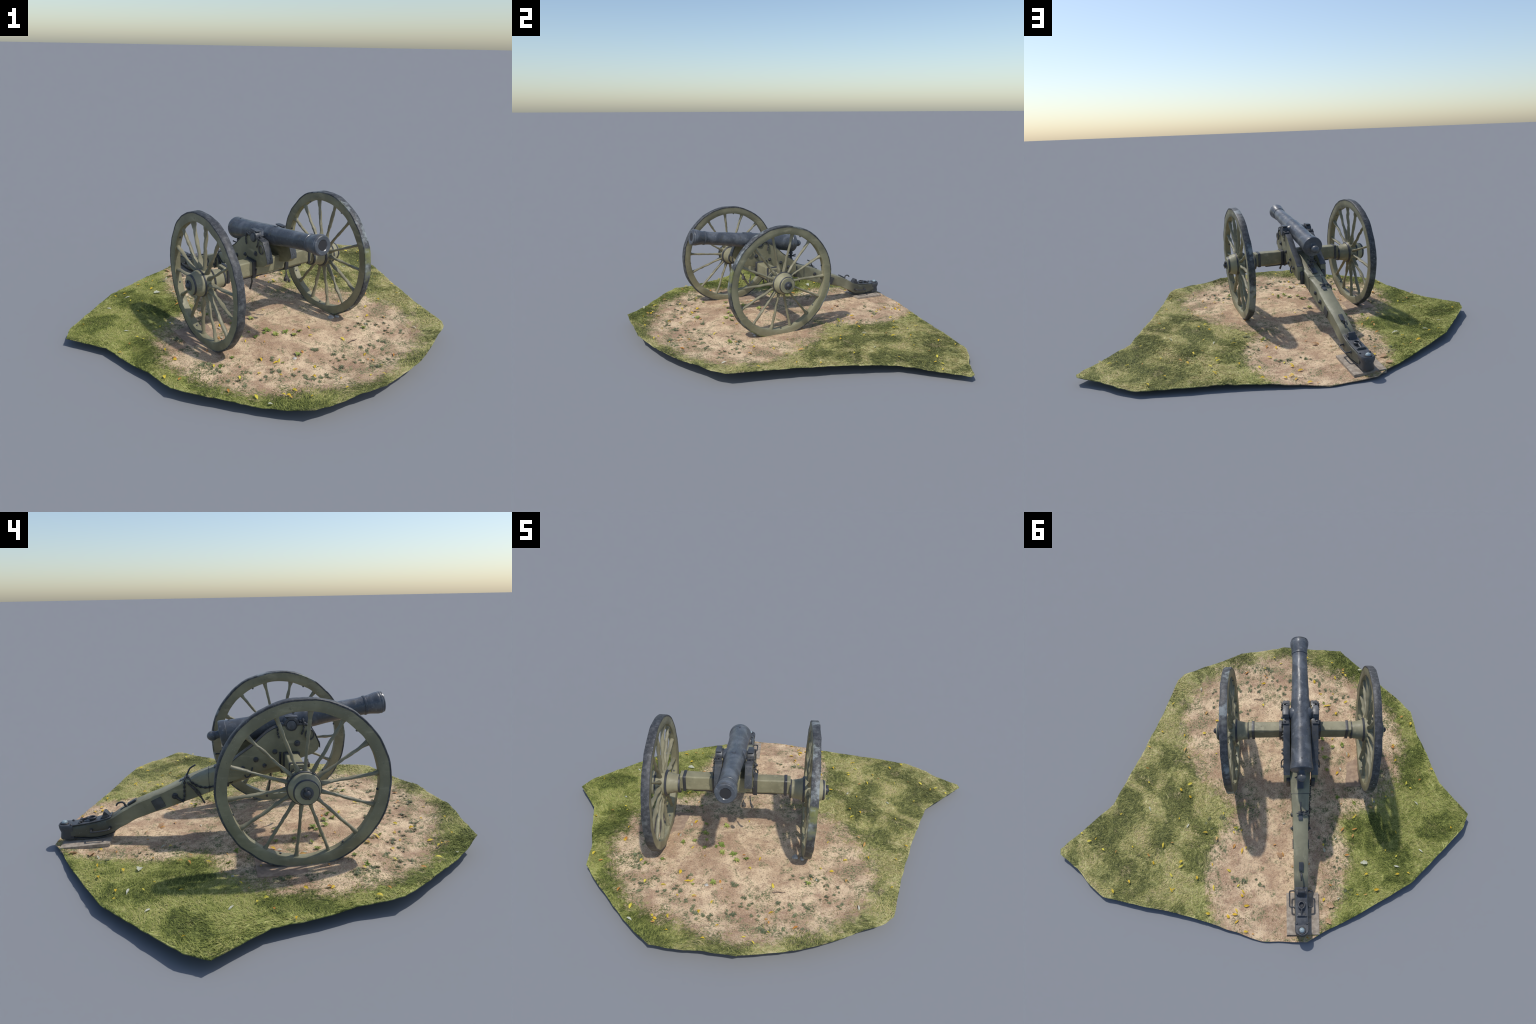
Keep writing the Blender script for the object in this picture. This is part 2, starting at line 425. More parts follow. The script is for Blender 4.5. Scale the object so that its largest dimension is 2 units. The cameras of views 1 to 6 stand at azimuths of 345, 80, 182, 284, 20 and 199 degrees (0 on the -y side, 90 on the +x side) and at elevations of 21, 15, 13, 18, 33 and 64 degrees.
def build_soil():
    step = 0.0125
    pts = [Vector((p[0], p[1])) for p in rim]
    nb = len(pts)
    edges = [(i, (i + 1) % nb) for i in range(nb)]
    R = np.array([(p[0], p[1]) for p in rim])
    y = -0.95
    while y < 0.95:
        x = -1.0
        while x < 1.0:
            px = x + random.uniform(-.3, .3) * step; py = y + random.uniform(-.3, .3) * step
            if inside(px, py, rim) and np.min(np.hypot(R[:, 0] - px, R[:, 1] - py)) > step * 0.7:
                pts.append(Vector((px, py)))
            x += step
        y += step
    co, _, fc, *_ = delaunay_2d_cdt(pts, edges, [], 1, 1e-5)
    X = np.array([p.x for p in co]); Y = np.array([p.y for p in co])
    Z = height(X, Y)
    top = []
    for x, y, z in zip(X, Y, Z):
        g = min(1, max(0, (grassiness(x, y) - 0.85) / 0.3))
        q = Vector((x, y, 0))
        z += noise.fractal(q * 30, 0.7, 2.0, 3) * (0.0011 + 0.0022 * g) + noise.noise(q * 9) * 0.002
        top.append((x, y, max(z, 0.003)))
    n = len(top)
    # the outline of the triangulation, walked for the side skirt
    cnt = {}
    for f in fc:
        for a, b in zip(f, list(f[1:]) + [f[0]]):
            cnt[(a, b)] = cnt.get((a, b), 0) + 1
    bound = [(a, b) for (a, b) in cnt if (b, a) not in cnt]
    V = top + [(x, y, max(0.0, z - 0.0035)) for x, y, z in top]
    F = [tuple(f) for f in fc] + [tuple(i + n for i in reversed(f)) for f in fc]
    F += [(b, a, a + n, b + n) for a, b in bound]
    return add_mesh('turf_and_soil', V, F, M_GROUND, patch, angle=60)
soil = build_soil()
low = min(v.co.z for v in soil.data.vertices)
for v in soil.data.vertices:
    if v.co.z <= low + 1e-4: v.co.z = 0.0

# ------------------------------------------------------------------ gun frame
YAW = math.radians(18.8)
GUN_O = Vector((-0.024, -0.145, 0.0))
gun = bpy.data.objects.new('field_cannon', None); link(gun)
gun.empty_display_size = 0.3
gun.location = GUN_O; gun.rotation_euler = (0, 0, YAW)
gun['label'] = 'old field cannon with olive carriage and two spoked wheels'
gun['category'] = 'cannon'
def g2w(x, y):
    return (GUN_O.x + x * math.cos(YAW) - y * math.sin(YAW), GUN_O.y + x * math.sin(YAW) + y * math.cos(YAW))

# slabs under wheels and trail
def slab(name, x0, x1, y0, y1, mat, thick, lift, parent=patch):
    nx, ny = 10, 14; V, F = [], []
    for lay in (0, 1):
        for j in range(ny + 1):
            for i in range(nx + 1):
                lx = x0 + (x1 - x0) * i / nx; ly = y0 + (y1 - y0) * j / ny
                wx, wy = g2w(lx, ly)
                zc = lift(lx, ly)
                e = 0.0015 if (i in (0, nx) or j in (0, ny)) else 0
                V.append((wx, wy, zc - e + noise.noise(Vector((wx, wy, 0)) * 40) * 0.0007 if lay == 0 else max(0.0005, zc - thick)))
    n = (nx + 1) * (ny + 1)
    for j in range(ny):
        for i in range(nx):
            a = j * (nx + 1) + i
            F.append((a, a + 1, a + nx + 2, a + nx + 1)); F.append((a + n, a + n + nx + 1, a + n + nx + 2, a + n + 1))
    ring = [i for i in range(nx + 1)] + [j * (nx + 1) + nx for j in range(1, ny + 1)] + [ny * (nx + 1) + i for i in range(nx - 1, -1, -1)] + [j * (nx + 1) for j in range(ny - 1, 0, -1)]
    for a, b in zip(ring, ring[1:] + ring[:1]): F.append((a, b, b + n, a + n))
    return add_mesh(name, V, F, mat, parent, 30)
slab('concrete_slab', -0.085, 0.076, 0.770, 0.975, M_SLAB, 0.022, lambda x, y: 0.034 - 0.05 * (y - 0.77) + 0.02 * -x)
slab('wheel_slab', -0.434, -0.262, -0.16, 0.180, M_SLAB_D, 0.02, lambda x, y: 0.0315 - 0.01 * y)
slab('wheel_slab', 0.268, 0.425, -0.155, 0.150, M_SLAB_D, 0.02, lambda x, y: 0.0315 - 0.01 * y)

# ------------------------------------------------------------------ barrel
EL = math.atan(0.165)
AX = Vector((0, math.cos(EL), -math.sin(EL)))       # muzzle -> breech
def on_axis(y): return Vector((0, y, 0.511 - 0.165 * y))
PIV = on_axis(-0.393)
def ts(pr): return [((y + 0.393) / math.cos(EL), r) for y, r in pr]
def dense(pr, step=0.012):
    out = [pr[0]]
    for a, b in zip(pr[:-1], pr[1:]):
        n = max(1, int(abs(b[0] - a[0]) / step))
        for k in range(1, n + 1): out.append((a[0] + (b[0] - a[0]) * k / n, a[1] + (b[1] - a[1]) * k / n))
    return out
BARREL = [(-.388, .0215), (-.3935, .0225), (-.396, .026), (-.3965, .039), (-.3945, .0425), (-.391, .0435), (-.3895, .0425), (-.386, .0455), (-.381, .0465), (-.376, .0455), (-.3745, .0462), (-.368, .046),
          (-.352, .0425), (-.335, .0395), (-.3225, .0380), (-.321, .0402), (-.317, .0408), (-.313, .0402), (-.3115, .0378), (-.29, .0374), (-.20, .0395), (-.12, .0425), (-.082, .0437), (-.072, .044), (-.066, .0458), (-.058, .0468),
          (-.02, .0475), (.06, .0478), (.14, .0480), (.20, .0492), (.245, .0520), (.262, .0535), (.2635, .0548), (.280, .0558), (.2875, .0552), (.2905, .0525), (.292, .034), (.2935, .024), (.296, .0185), (.302, .0165), (.308, .0165), (.3125, .0185), (.318, .0208), (.325, .0213), (.332, .0195), (.339, .0145), (.3435, .007), (.345, 0)]
barrel = lathe('gun_barrel', ts(dense(BARREL)), PIV, AX, M_GUN, gun, 56, (22, 0.0016, 3.0), 30)
lathe('bore', ts([(-.28, 0), (-.28, .0214), (-.3885, .0214), (-.3935, .0226)]), PIV, AX, M_BORE, barrel, 40)
for s in (-1, 1):
    c = on_axis(0.004)
    lathe('trunnion', [(0.0, .036), (.040, .034), (.050, .0285), (.058, .0225), (.061, .0195), (.088, .0192), (.0895, .018), (.0895, 0)], c, (s, 0, 0), M_GUN, barrel, 36, (40, 0.0008, 5))
box('front_sight_seat', (-.008, .008), (-.066, -.034), (.562, .5675), M_GUN, barrel, 0.004, ('X', -EL))
lathe('vent', [(0, .004), (.003, .004), (.003, 0)], on_axis(.245) + Vector((0, 0.008, .0505)), (0, .16, 1), M_IRON_D, barrel, 12)

# ------------------------------------------------------------------ carriage cheeks
CH_TOP = [(.262, .352), (.235, .377), (.20, .402), (.165, .427), (.135, .455), (.105, .480), (.075, .498), (.045, .507)]
CHEEK = [(.268, .276)] + CH_TOP + [(.02, .508), (-.045, .508), (-.072, .503), (-.092, .470), (-.110, .428), (-.111, .418), (-.104, .402), (-.085, .386), (-.03, .368), (.035, .345), (.10, .328), (.17, .306)]
for s in (-1, 1):
    a, b = (0.053, 0.085) if s > 0 else (-0.085, -0.053)
    ck = prism('cheek', CHEEK, a, b, M_OLIVE, gun, 0.003, (26, 0.0016, s))
    # iron facing along the cheek's top and front edges
    strap = [(x, z) for x, z in CH_TOP] + [(.03, .5085)]
    up = [(y + .0008, z + .0035) for y, z in strap]
    prism('top_strap', strap + up[::-1], a + s * 0.0005 if s > 0 else a - .001, b + .001, M_IRON, ck, 0.0008)
    fr = [(-.045, .509), (-.0725, .5045), (-.0935, .470), (-.1118, .428), (-.1125, .412)]
    fo = [(-.044, .5125), (-.0745, .508), (-.0965, .471), (-.115, .4285), (-.1155, .410)]
    prism('front_plate', fr + fo[::-1], a - .0008, b + .0008, M_IRON, ck, 0.0008)
    geo = []
    for t, u in [(0.12, .25), (0.12, .75), (.4, .3), (.4, .8), (.7, .3), (.7, .75), (.95, .3), (.95, .7)]:
        y = -.0745 + (-.115 + .0745) * t; z = .508 + (.4285 - .508) * t
        geo.append(lathe_geo([(0, .0028), (.0018, .0026), (.0028, .0014), (.003, 0)], (a + (b - a) * u, y, z), (0, -.89, .46), 10))
    add_mesh('plate_rivet', *merge(geo), M_IRON, ck, 40)['kind'] = 'stuff'
    # trunnion cap: arched strap with end lugs
    cy, cz = .004, .511
    inner, outer = [], []
    for k in range(19):
        t = math.pi * k / 18
        outer.append((cy + .0315 * math.cos(t), cz + .0315 * math.sin(t)))
        inner.append((cy + .0205 * math.cos(t), cz + .0205 * math.sin(t)))
    x0, x1 = (.0575, .0885) if s > 0 else (-.0885, -.0575)
    prism('trunnion_cap', outer + inner[::-1], x0, x1, M_IRON, ck, 0.001)
    # lower half of the trunnion bed, seen as a dark ring on the side
    ringo = [(cy + .0255 * math.cos(math.pi * (1 + k / 18)), cz + .0255 * math.sin(math.pi * (1 + k / 18))) for k in range(19)]
    ringi = [(cy + .0200 * math.cos(math.pi * (1 + k / 18)), cz + .0200 * math.sin(math.pi * (1 + k / 18))) for k in range(19)]
    xo = .0875 if s > 0 else -.0875
    prism('trunnion_bed', ringo + ringi[::-1], min(xo, xo - s * .02), max(xo, xo - s * .02), M_IRON_D, ck, 0.0008)
    box('cap_lug', (x0, x1), (.030, .062), (.509, .5165), M_IRON, ck, .0015, ('X', -.18))
    box('cap_lug', (x0, x1), (-.058, -.024), (.5085, .516), M_IRON, ck, .0015)
    for y, z, h in [(-.046, .514, .016), (-.034, .514, .012), (.050, .511, .010)]:
        lathe('cap_bolt', [(0, .0058), (h * .6, .0056), (h, .004), (h, 0)], ((x0 + x1) / 2 + s * .004, y, z), (0, 0, 1), M_IRON_D, ck, 10)
    tube('cap_key', [((x0 + x1) / 2 - .010, -.047, .527), ((x0 + x1) / 2 + .012, -.047, .529)], .003, M_IRON_D, ck, 8)
    box('manoeuvring_block', (x0 + .003, x1 - .003), (-.022, .030), (.5405, .5455), M_IRON, ck, .002)
    # washers and bolts on the outer face
    xf = .085 * s
    for y, z, r in [(-.020, .434, .0125), (.072, .402, .0105), (.150, .372, .011), (.205, .335, .011), (.115, .345, .009)]:
        lathe('cheek_bolt', [(0, r), (.003, r), (.0045, r * .8), (.005, r * .5), (.009, r * .45), (.0105, r * .3), (.0105, 0)], (xf, y, z), (s, 0, 0), M_IRON_D, ck, 16)
    # ring hanging from the cheek's front
    rp = [(xf + s * .006, -.070 + .017 * math.cos(2 * math.pi * k / 20), .470 + .021 * math.sin(2 * math.pi * k / 20)) for k in range(20)]
    tube('cheek_ring', rp, .0028, M_IRON_D, ck, 8, True)
    # under straps clamping the axle
    tube('under_strap', [(s * .086, .050, .40), (s * .088, .052, .345), (s * .088, .045, .315), (s * .088, -.005, .312), (s * .088, -.022, .318), (s * .088, -.030, .36)], .0045, M_IRON_D, ck, 8)

# ------------------------------------------------------------------ trail (stock)
ST_TOP = [(-.020, .400), (.02, .400), (.08, .398), (.17, .375), (.235, .347), (.304, .324), (.37, .303), (.443, .277), (.509, .245), (.58, .216), (.655, .187), (.705, .160), (.735, .142), (.763, .126), (.80, .113), (.837, .105), (.89, .098), (.94, .0925)]
ST_BOT = [(-.020, .318), (.02, .306), (.08, .298), (.17, .280), (.235, .262), (.304, .240), (.37, .214), (.443, .186), (.509, .164), (.58, .142), (.655, .117), (.705, .090), (.735, .075), (.763, .057), (.80, .044), (.837, .0385), (.89, .0405), (.94, .046)]
def half(y):
    if y < .26: return .050
    if y < .46: return .050 - (y - .26) / .2 * .012
    return .038 - (y - .46) / .48 * .0075
def build_stock():
    top = spline([(0, y, z) for y, z in ST_TOP], 5); bot = spline([(0, y, z) for y, z in ST_BOT], 5)
    V, F = [], []
    c = .0045; rings = []
    for t, b in zip(top, bot):
        w = half(t.y); off = .003
        sec = [(-w + c, 1, 0), (w - c, 1, 0), (w, 1, c), (w, .66, 0), (w, .33, 0), (w, 0, c), (w - c, 0, 0), (-w + c, 0, 0), (-w, 0, c), (-w, .33, 0), (-w, .66, 0), (-w, 1, c)]
        ring = []
        for x, f, ins in sec:
            p = b.lerp(t, f)
            p = Vector((x + off, p.y, p.z + (-ins if f == 1 else ins if f == 0 else 0)))
            p += wobble(p, 24, .0018, 9)
            ring.append(len(V)); V.append(p)
        rings.append(ring)
    for A, B in zip(rings[:-1], rings[1:]):
        for k in range(12):
            F.append((A[k], A[(k + 1) % 12], B[(k + 1) % 12], B[k]))
    F.append(tuple(rings[0])); F.append(tuple(rings[-1][::-1]))
    return add_mesh('trail', V, F, M_TRAIL, gun, 45)
trail = build_stock()

def stock_top(y):
    for a, b in zip(ST_TOP[:-1], ST_TOP[1:]):
        if a[0] <= y <= b[0]: return a[1] + (b[1] - a[1]) * (y - a[0]) / (b[0] - a[0])
    return ST_TOP[-1][1]
XO = .003
# iron trail shoe: top plate following the flat end, wrapped end block, curved sole
plate_l = [(.765, .125), (.80, .1145), (.837, .1065), (.89, .0998), (.945, .094)]
prism('trail_plate', plate_l + [(y, z + .004) for y, z in plate_l[::-1]], XO - .0300, XO + .0300, M_IRON, trail, .0012, (30, .001))
sole = [(.755, .060), (.80, .0425), (.837, .037), (.89, .0385), (.942, .0455)]
prism('trail_sole', sole + [(y, z - .0035) for y, z in sole[::-1]], XO - .031, XO + .031, M_IRON_D, trail, .001)
def lunette_block():
    V, F = [], []
    def ring(z, grow):
        pts = []
        for k in range(25):
            t = math.pi * k / 24
            pts.append((XO + (.033 + grow) * math.cos(t), .962 + (.029 + grow) * math.sin(t) if 0 < k < 24 else .962, z))
        pts += [(XO - .033 - grow, .928, z), (XO + .033 + grow, .928, z)]
        return pts
    secs = [ring(.034, -.004), ring(.038, -.002), ring(.062, -.006), ring(.080, 0), ring(.093, .001), ring(.098, -.002)]
    n = len(secs[0])
    for s in secs: V += s
    for i in range(len(secs) - 1):
        for k in range(n):
            F.append((i * n + k, i * n + (k + 1) % n, (i + 1) * n + (k + 1) % n, (i + 1) * n + k))
    F.append(tuple(range(n))[::-1]); F.append(tuple((len(secs) - 1) * n + k for k in range(n)))
    return add_mesh('lunette', [Vector(v) + wobble(v, 50, .0012, 2) for v in V], F, M_IRON, trail, 40)
lun = lunette_block()
lathe('lunette_rim', [(-.002, .0185), (.003, .0185), (.005, .0165), (.005, .0135), (-.002, .0135)], (XO, .967, .098), (0, 0, 1), M_IRON_D, lun, 24)
lathe('round_cap', [(-.012, .0128), (0, .0135), (.005, .0128), (.0095, .0105), (.0125, .0065), (.0138, 0)], (XO, .967, .0985), (0, 0, 1), M_KNOB, lun, 24, (60, .0006))
for sx in (-1, 1):
    lathe('shoe_bolt', [(0, .005), (.004, .005), (.006, .003), (.006, 0)], (XO + sx * .025, .935, .098), (0, 0, 1), M_IRON_D, trail, 10)
    lathe('shoe_bolt', [(0, .0045), (.005, .0045), (.007, .0025), (.007, 0)], (XO + sx * .020, .900, .103), (0, 0, 1), M_IRON, trail, 10)
# pointing ring with its stem and hinge
rp = [(XO + .0145 * math.sin(2 * math.pi * k / 28), .851 - .0165 * math.cos(2 * math.pi * k / 28), .1185) for k in range(28)]
ringo = tube('pointing_ring', rp, .0042, M_IRON_D, trail, 10, True)
tube('ring_stem', [(XO, .866, .118), (XO, .886, .112), (XO, .900, .108)], .0052, M_IRON_D, ringo, 8)
box('ring_hinge', (XO - .018, XO + .018), (.889, .903), (.102, .112), M_IRON_D, ringo, .002)
lathe('ring_socket', [(0, .013), (.012, .0125), (.013, .010), (.004, .009)], (XO, .848, .105), (0, .08, 1), M_IRON_D, trail, 20)
# front pointing block: raised wedge with upright lugs
prism('pointing_block', [(.772, .124), (.782, .140), (.790, .1475), (.797, .146), (.802, .130), (.812, .117), (.812, .110), (.772, .118)], XO - .018, XO + .018, M_IRON_D, trail, .002, (60, .002))
for sx in (-1, 1):
    box('block_lug', (XO + sx * .020 - .004, XO + sx * .020 + .004), (.779, .803), (.112, .132), M_IRON_D, trail, .002)
    # carrying handles on the trail flanks
    xs = XO + sx * .034; xe = XO + sx * .057
    tube('trail_handle', spline([(xs, .772, .083), (xe - sx * .004, .774, .082), (xe, .782, .080), (xe, .812, .076), (xe, .842, .074), (xe - sx * .004, .850, .074), (xs - sx * .002, .852, .075)], 4), .0038, M_IRON_D, trail, 8)
    for y in (.772, .852):
        lathe('handle_boss', [(0, .008), (.004, .0075), (.005, 0)], (xs - sx * .002, y, .081 if y < .8 else .075), (sx, 0, 0), M_IRON_D, trail, 12)
# top hook and key plate
box('hook_plate', (XO - .011, XO + .011), (.655, .697), (.178, .186), M_IRON, trail, .002, ('X', -.52))
tube('trail_hook', spline([(XO, .700, .160), (XO, .706, .166), (XO, .709, .175), (XO, .716, .181), (XO, .728, .181), (XO, .738, .176), (XO, .744, .167)], 5), lambda t: .0050 - .0015 * t, M_IRON_D, trail, 8)
box('hook_slot', (XO - .004, XO + .004), (.698, .728), (.150, .1585), M_IRON_D, trail, .0015, ('X', -.52))
box('strap_plate', (XO - .011, XO + .011), (.425, .470), (.272, .2795), M_IRON, trail, .003, ('X', -.43))
tube('prolonge_hook', spline([(XO, .447, .275), (XO, .438, .288), (XO - .002, .432, .303), (XO, .424, .318), (XO, .412, .327), (XO, .399, .334)], 5), .0036, M_IRON_D, trail, 8)
tube('cross_pin', [(XO - .018, .442, .289), (XO + .020, .440, .290)], .0028, M_IRON_D, trail, 8)
# flush bands across the stock
for y in (.345,):
    w = half(y) + .0012
    box('stock_band', (XO - w, XO + w), (y - .0009, y + .0009), (.226, stock_top(y) + .0016), M_IRON_D, trail, 0)
# side fittings, left flank
xl = XO - half(.53)
def flank_plate(name, quad, x, th, mat):
    V = [(x, y, z) for y, z in quad] + [(x - th, y, z) for y, z in quad]
    F = [(0, 1, 2, 3), (7, 6, 5, 4)] + [(k, (k + 1) % 4, (k + 1) % 4 + 4, k + 4) for k in range(4)]
    bm = bmesh.new(); vs = [bm.verts.new(v) for v in V]
    for f in F: bm.faces.new([vs[i] for i in f])
    bmesh.ops.bevel(bm, geom=list(bm.edges), offset=.0012, segments=2, affect='EDGES')
    return from_bm(name, bm, mat, trail)
flank_plate('wear_plate', [(.592, .193), (.550, .2125), (.530, .169), (.573, .150)], xl + .001, .004, M_IRON)
flank_plate('wear_plate', [(.592, .193), (.550, .2125), (.530, .169), (.573, .150)], XO + half(.53) + .003, .004, M_IRON)
for sx in (-1, 1):
    xs = XO + sx * half(.49)
    lathe('flank_boss', [(-.001, .0135), (.003, .0135), (.005, .010), (.005, .007), (.012, .0065), (.013, 0)], (xs, .490, .212), (sx, 0, 0), M_IRON_D, trail, 20)
tube('flank_lug', [(xl - .003, .490, .212), (xl - .005, .474, .198), (xl - .005, .458, .186)], lambda t: .008 - .004 * t, M_IRON_D, trail, 8)
lathe('flank_nut', [(-.001, .012), (.006, .011), (.009, .006), (.009, 0)], (XO + half(.43), .430, .245), (1, 0, 0), M_IRON_D, trail, 12)

def chain(name, pts, link_len, wire, parent):
    P = spline(pts, 10)
    S = [0]
    for a, b in zip(P[:-1], P[1:]): S.append(S[-1] + (b - a).length)
    def at(s):
        for i in range(len(S) - 1):
            if S[i] <= s <= S[i + 1]: return P[i].lerp(P[i + 1], (s - S[i]) / max(S[i + 1] - S[i], 1e-9))
        return P[-1]
    geos = []; s = 0; i = 0
    while s < S[-1]:
        a, b = at(s), at(min(s + link_len, S[-1]))
        d, u, v = frame(b - a) if (b - a).length > 1e-6 else frame((0, 0, 1))
        side = (u if i % 2 else v)
        c = (a + b) / 2; L = link_len * .68; W = link_len * .40
        loop = [c + d * (L * math.cos(t)) + side * (W * math.sin(t)) for t in [2 * math.pi * k / 12 for k in range(12)]]
        geos.append(tube_geo(loop, wire, 6, True)); s += link_len; i += 1
    return add_mesh(name, *merge(geos), M_IRON_D, parent, 60)
xc = xl - .004
chain('chain', [(XO, .440, .290), (xl + .012, .444, .288), (xc, .447, .276), (xc - .001, .449, .24), (xc - .002, .450, .212), (xc - .003, .456, .188)], .0095, .0019, trail)
chain('chain', [(XO, .438, .290), (xl + .006, .430, .287), (xc - .002, .418, .272), (xc - .004, .392, .254), (xc - .006, .36, .246), (xc - .010, .325, .252), (xc - .012, .29, .262), (xc - .014, .25, .27)], .0095, .0019, trail)
tube('worm_screw', [(xc - .001, .437, .272), (xc - .004, .410, .245), (xc - .007, .392, .225), (xc - .007, .378, .200), (xc - .005, .367, .178)], lambda t: .0038 + .0035 * math.sin(math.pi * min(1, t * 1.2)) + .0010 * math.sin(40 * t), M_ROPE, trail, 8)
for s in (-1, 1):
    chain('cap_chain', [(s * .0895, -.044, .527), (s * .091, -.046, .505), (s * .092, -.043, .488), (s * .092, -.038, .476)], .0075, .0016, gun)
    chain('cap_chain', [(s * .0895, .052, .518), (s * .090, .060, .500), (s * .0905, .060, .480), (s * .0905, .055, .462)], .0075, .0016, gun)
# brackets and hooks behind the left cheek
for s in (-1, 1):
    box('implement_bracket', (s * .0525 - .0 if s > 0 else -.0715, .0715 if s > 0 else -.0525), (.262, .282), (.255, .325), M_IRON_D, trail, .003)
    tube('implement_hook', spline([(s * .085, .165, .338), (s * .092, .168, .33), (s * .096, .172, .318), (s * .097, .180, .305), (s * .097, .192, .302), (s * .096, .198, .312)], 4), .0032, M_IRON_D, trail, 8)
tube('hanging_strap', spline([(-.034, .085, .300), (-.036, .088, .262), (-.032, .090, .235), (-.034, .098, .205), (-.035, .102, .190)], 4), lambda t: .0030 + .0022 * t, M_ROPE, trail, 6)
tube('hanging_strap', spline([(.074, -.050, .325), (.076, -.056, .302), (.080, -.062, .285), (.088, -.064, .268)], 4), lambda t: .0032 + .004 * t * t, M_ROPE, trail, 6)
lathe('lantern_hook', [(0, .003), (.012, .004), (.020, .010), (.034, .011), (.038, .006), (.038, 0)], (.046, -.088, .325), (.05, 0, -1), M_ROPE, trail, 12, (60, .002))
# elevating screw under the breech
scr = lathe('elevating_screw', [(0, .020), (.004, .020), (.008, .012), (.022, .010), (.026, .013), (.032, .013), (.036, .009), (.060, .0085), (.063, .012), (.072, .012), (.076, .008), (.088, .008)], (XO, .270, .332), (0, .05, 1), M_IRON_D, trail, 18, (70, .0012))
for k in range(4):
    t = k * math.pi / 2 + .4
    tube('screw_handle', [(XO, .274, .379), (XO + .026 * math.cos(t), .274 + .040 * math.sin(t), .381), (XO + .028 * math.cos(t), .274 + .043 * math.sin(t), .383)], lambda q: .003 + .001 * q, M_IRON_D, scr, 8)
prism('screw_bed', [(.235, .350), (.310, .325), (.322, .322), (.322, .326), (.310, .331), (.240, .356)], XO - .016, XO + .016, M_IRON, trail, .0015)

# ------------------------------------------------------------------ axle
axle = prism('axle', [(-.024, .330), (-.022, .392), (-.018, .397), (.030, .397), (.034, .392), (.034, .330), (.026, .319), (-.016, .319)], -.262, .262, M_OLIVE, gun, .002)
bm = bmesh.new(); bm.from_mesh(axle.data)
for k in range(-12, 13):
    bmesh.ops.bisect_plane(bm, geom=list(bm.verts) + list(bm.edges) + list(bm.faces), plane_co=(k * .0215, 0, 0), plane_no=(1, 0, 0))
for v in bm.verts: v.co += wobble(v.co, 20, .0022, 4)
bm.to_mesh(axle.data); bm.free()
for s in (-1, 1):
    x0, x1 = sorted((s * .232, s * .246))
    prism('axle_band', [(-.027, .318), (-.027, .396), (-.022, .400), (.032, .400), (.037, .396), (.037, .318), (.028, .315), (-.018, .315)], x0, x1, M_IRON_D, axle, .0015)
    x0, x1 = sorted((s * .088, s * .106))
    prism('axle_clamp', [(-.028, .314), (-.028, .398), (-.022, .401), (.034, .401), (.039, .398), (.039, .314)], x0, x1, M_IRON_D, axle, .0015)
box('axle_bar', (-.20, .20), (-.012, .022), (.310, .3205), M_IRON_D, axle, .003)

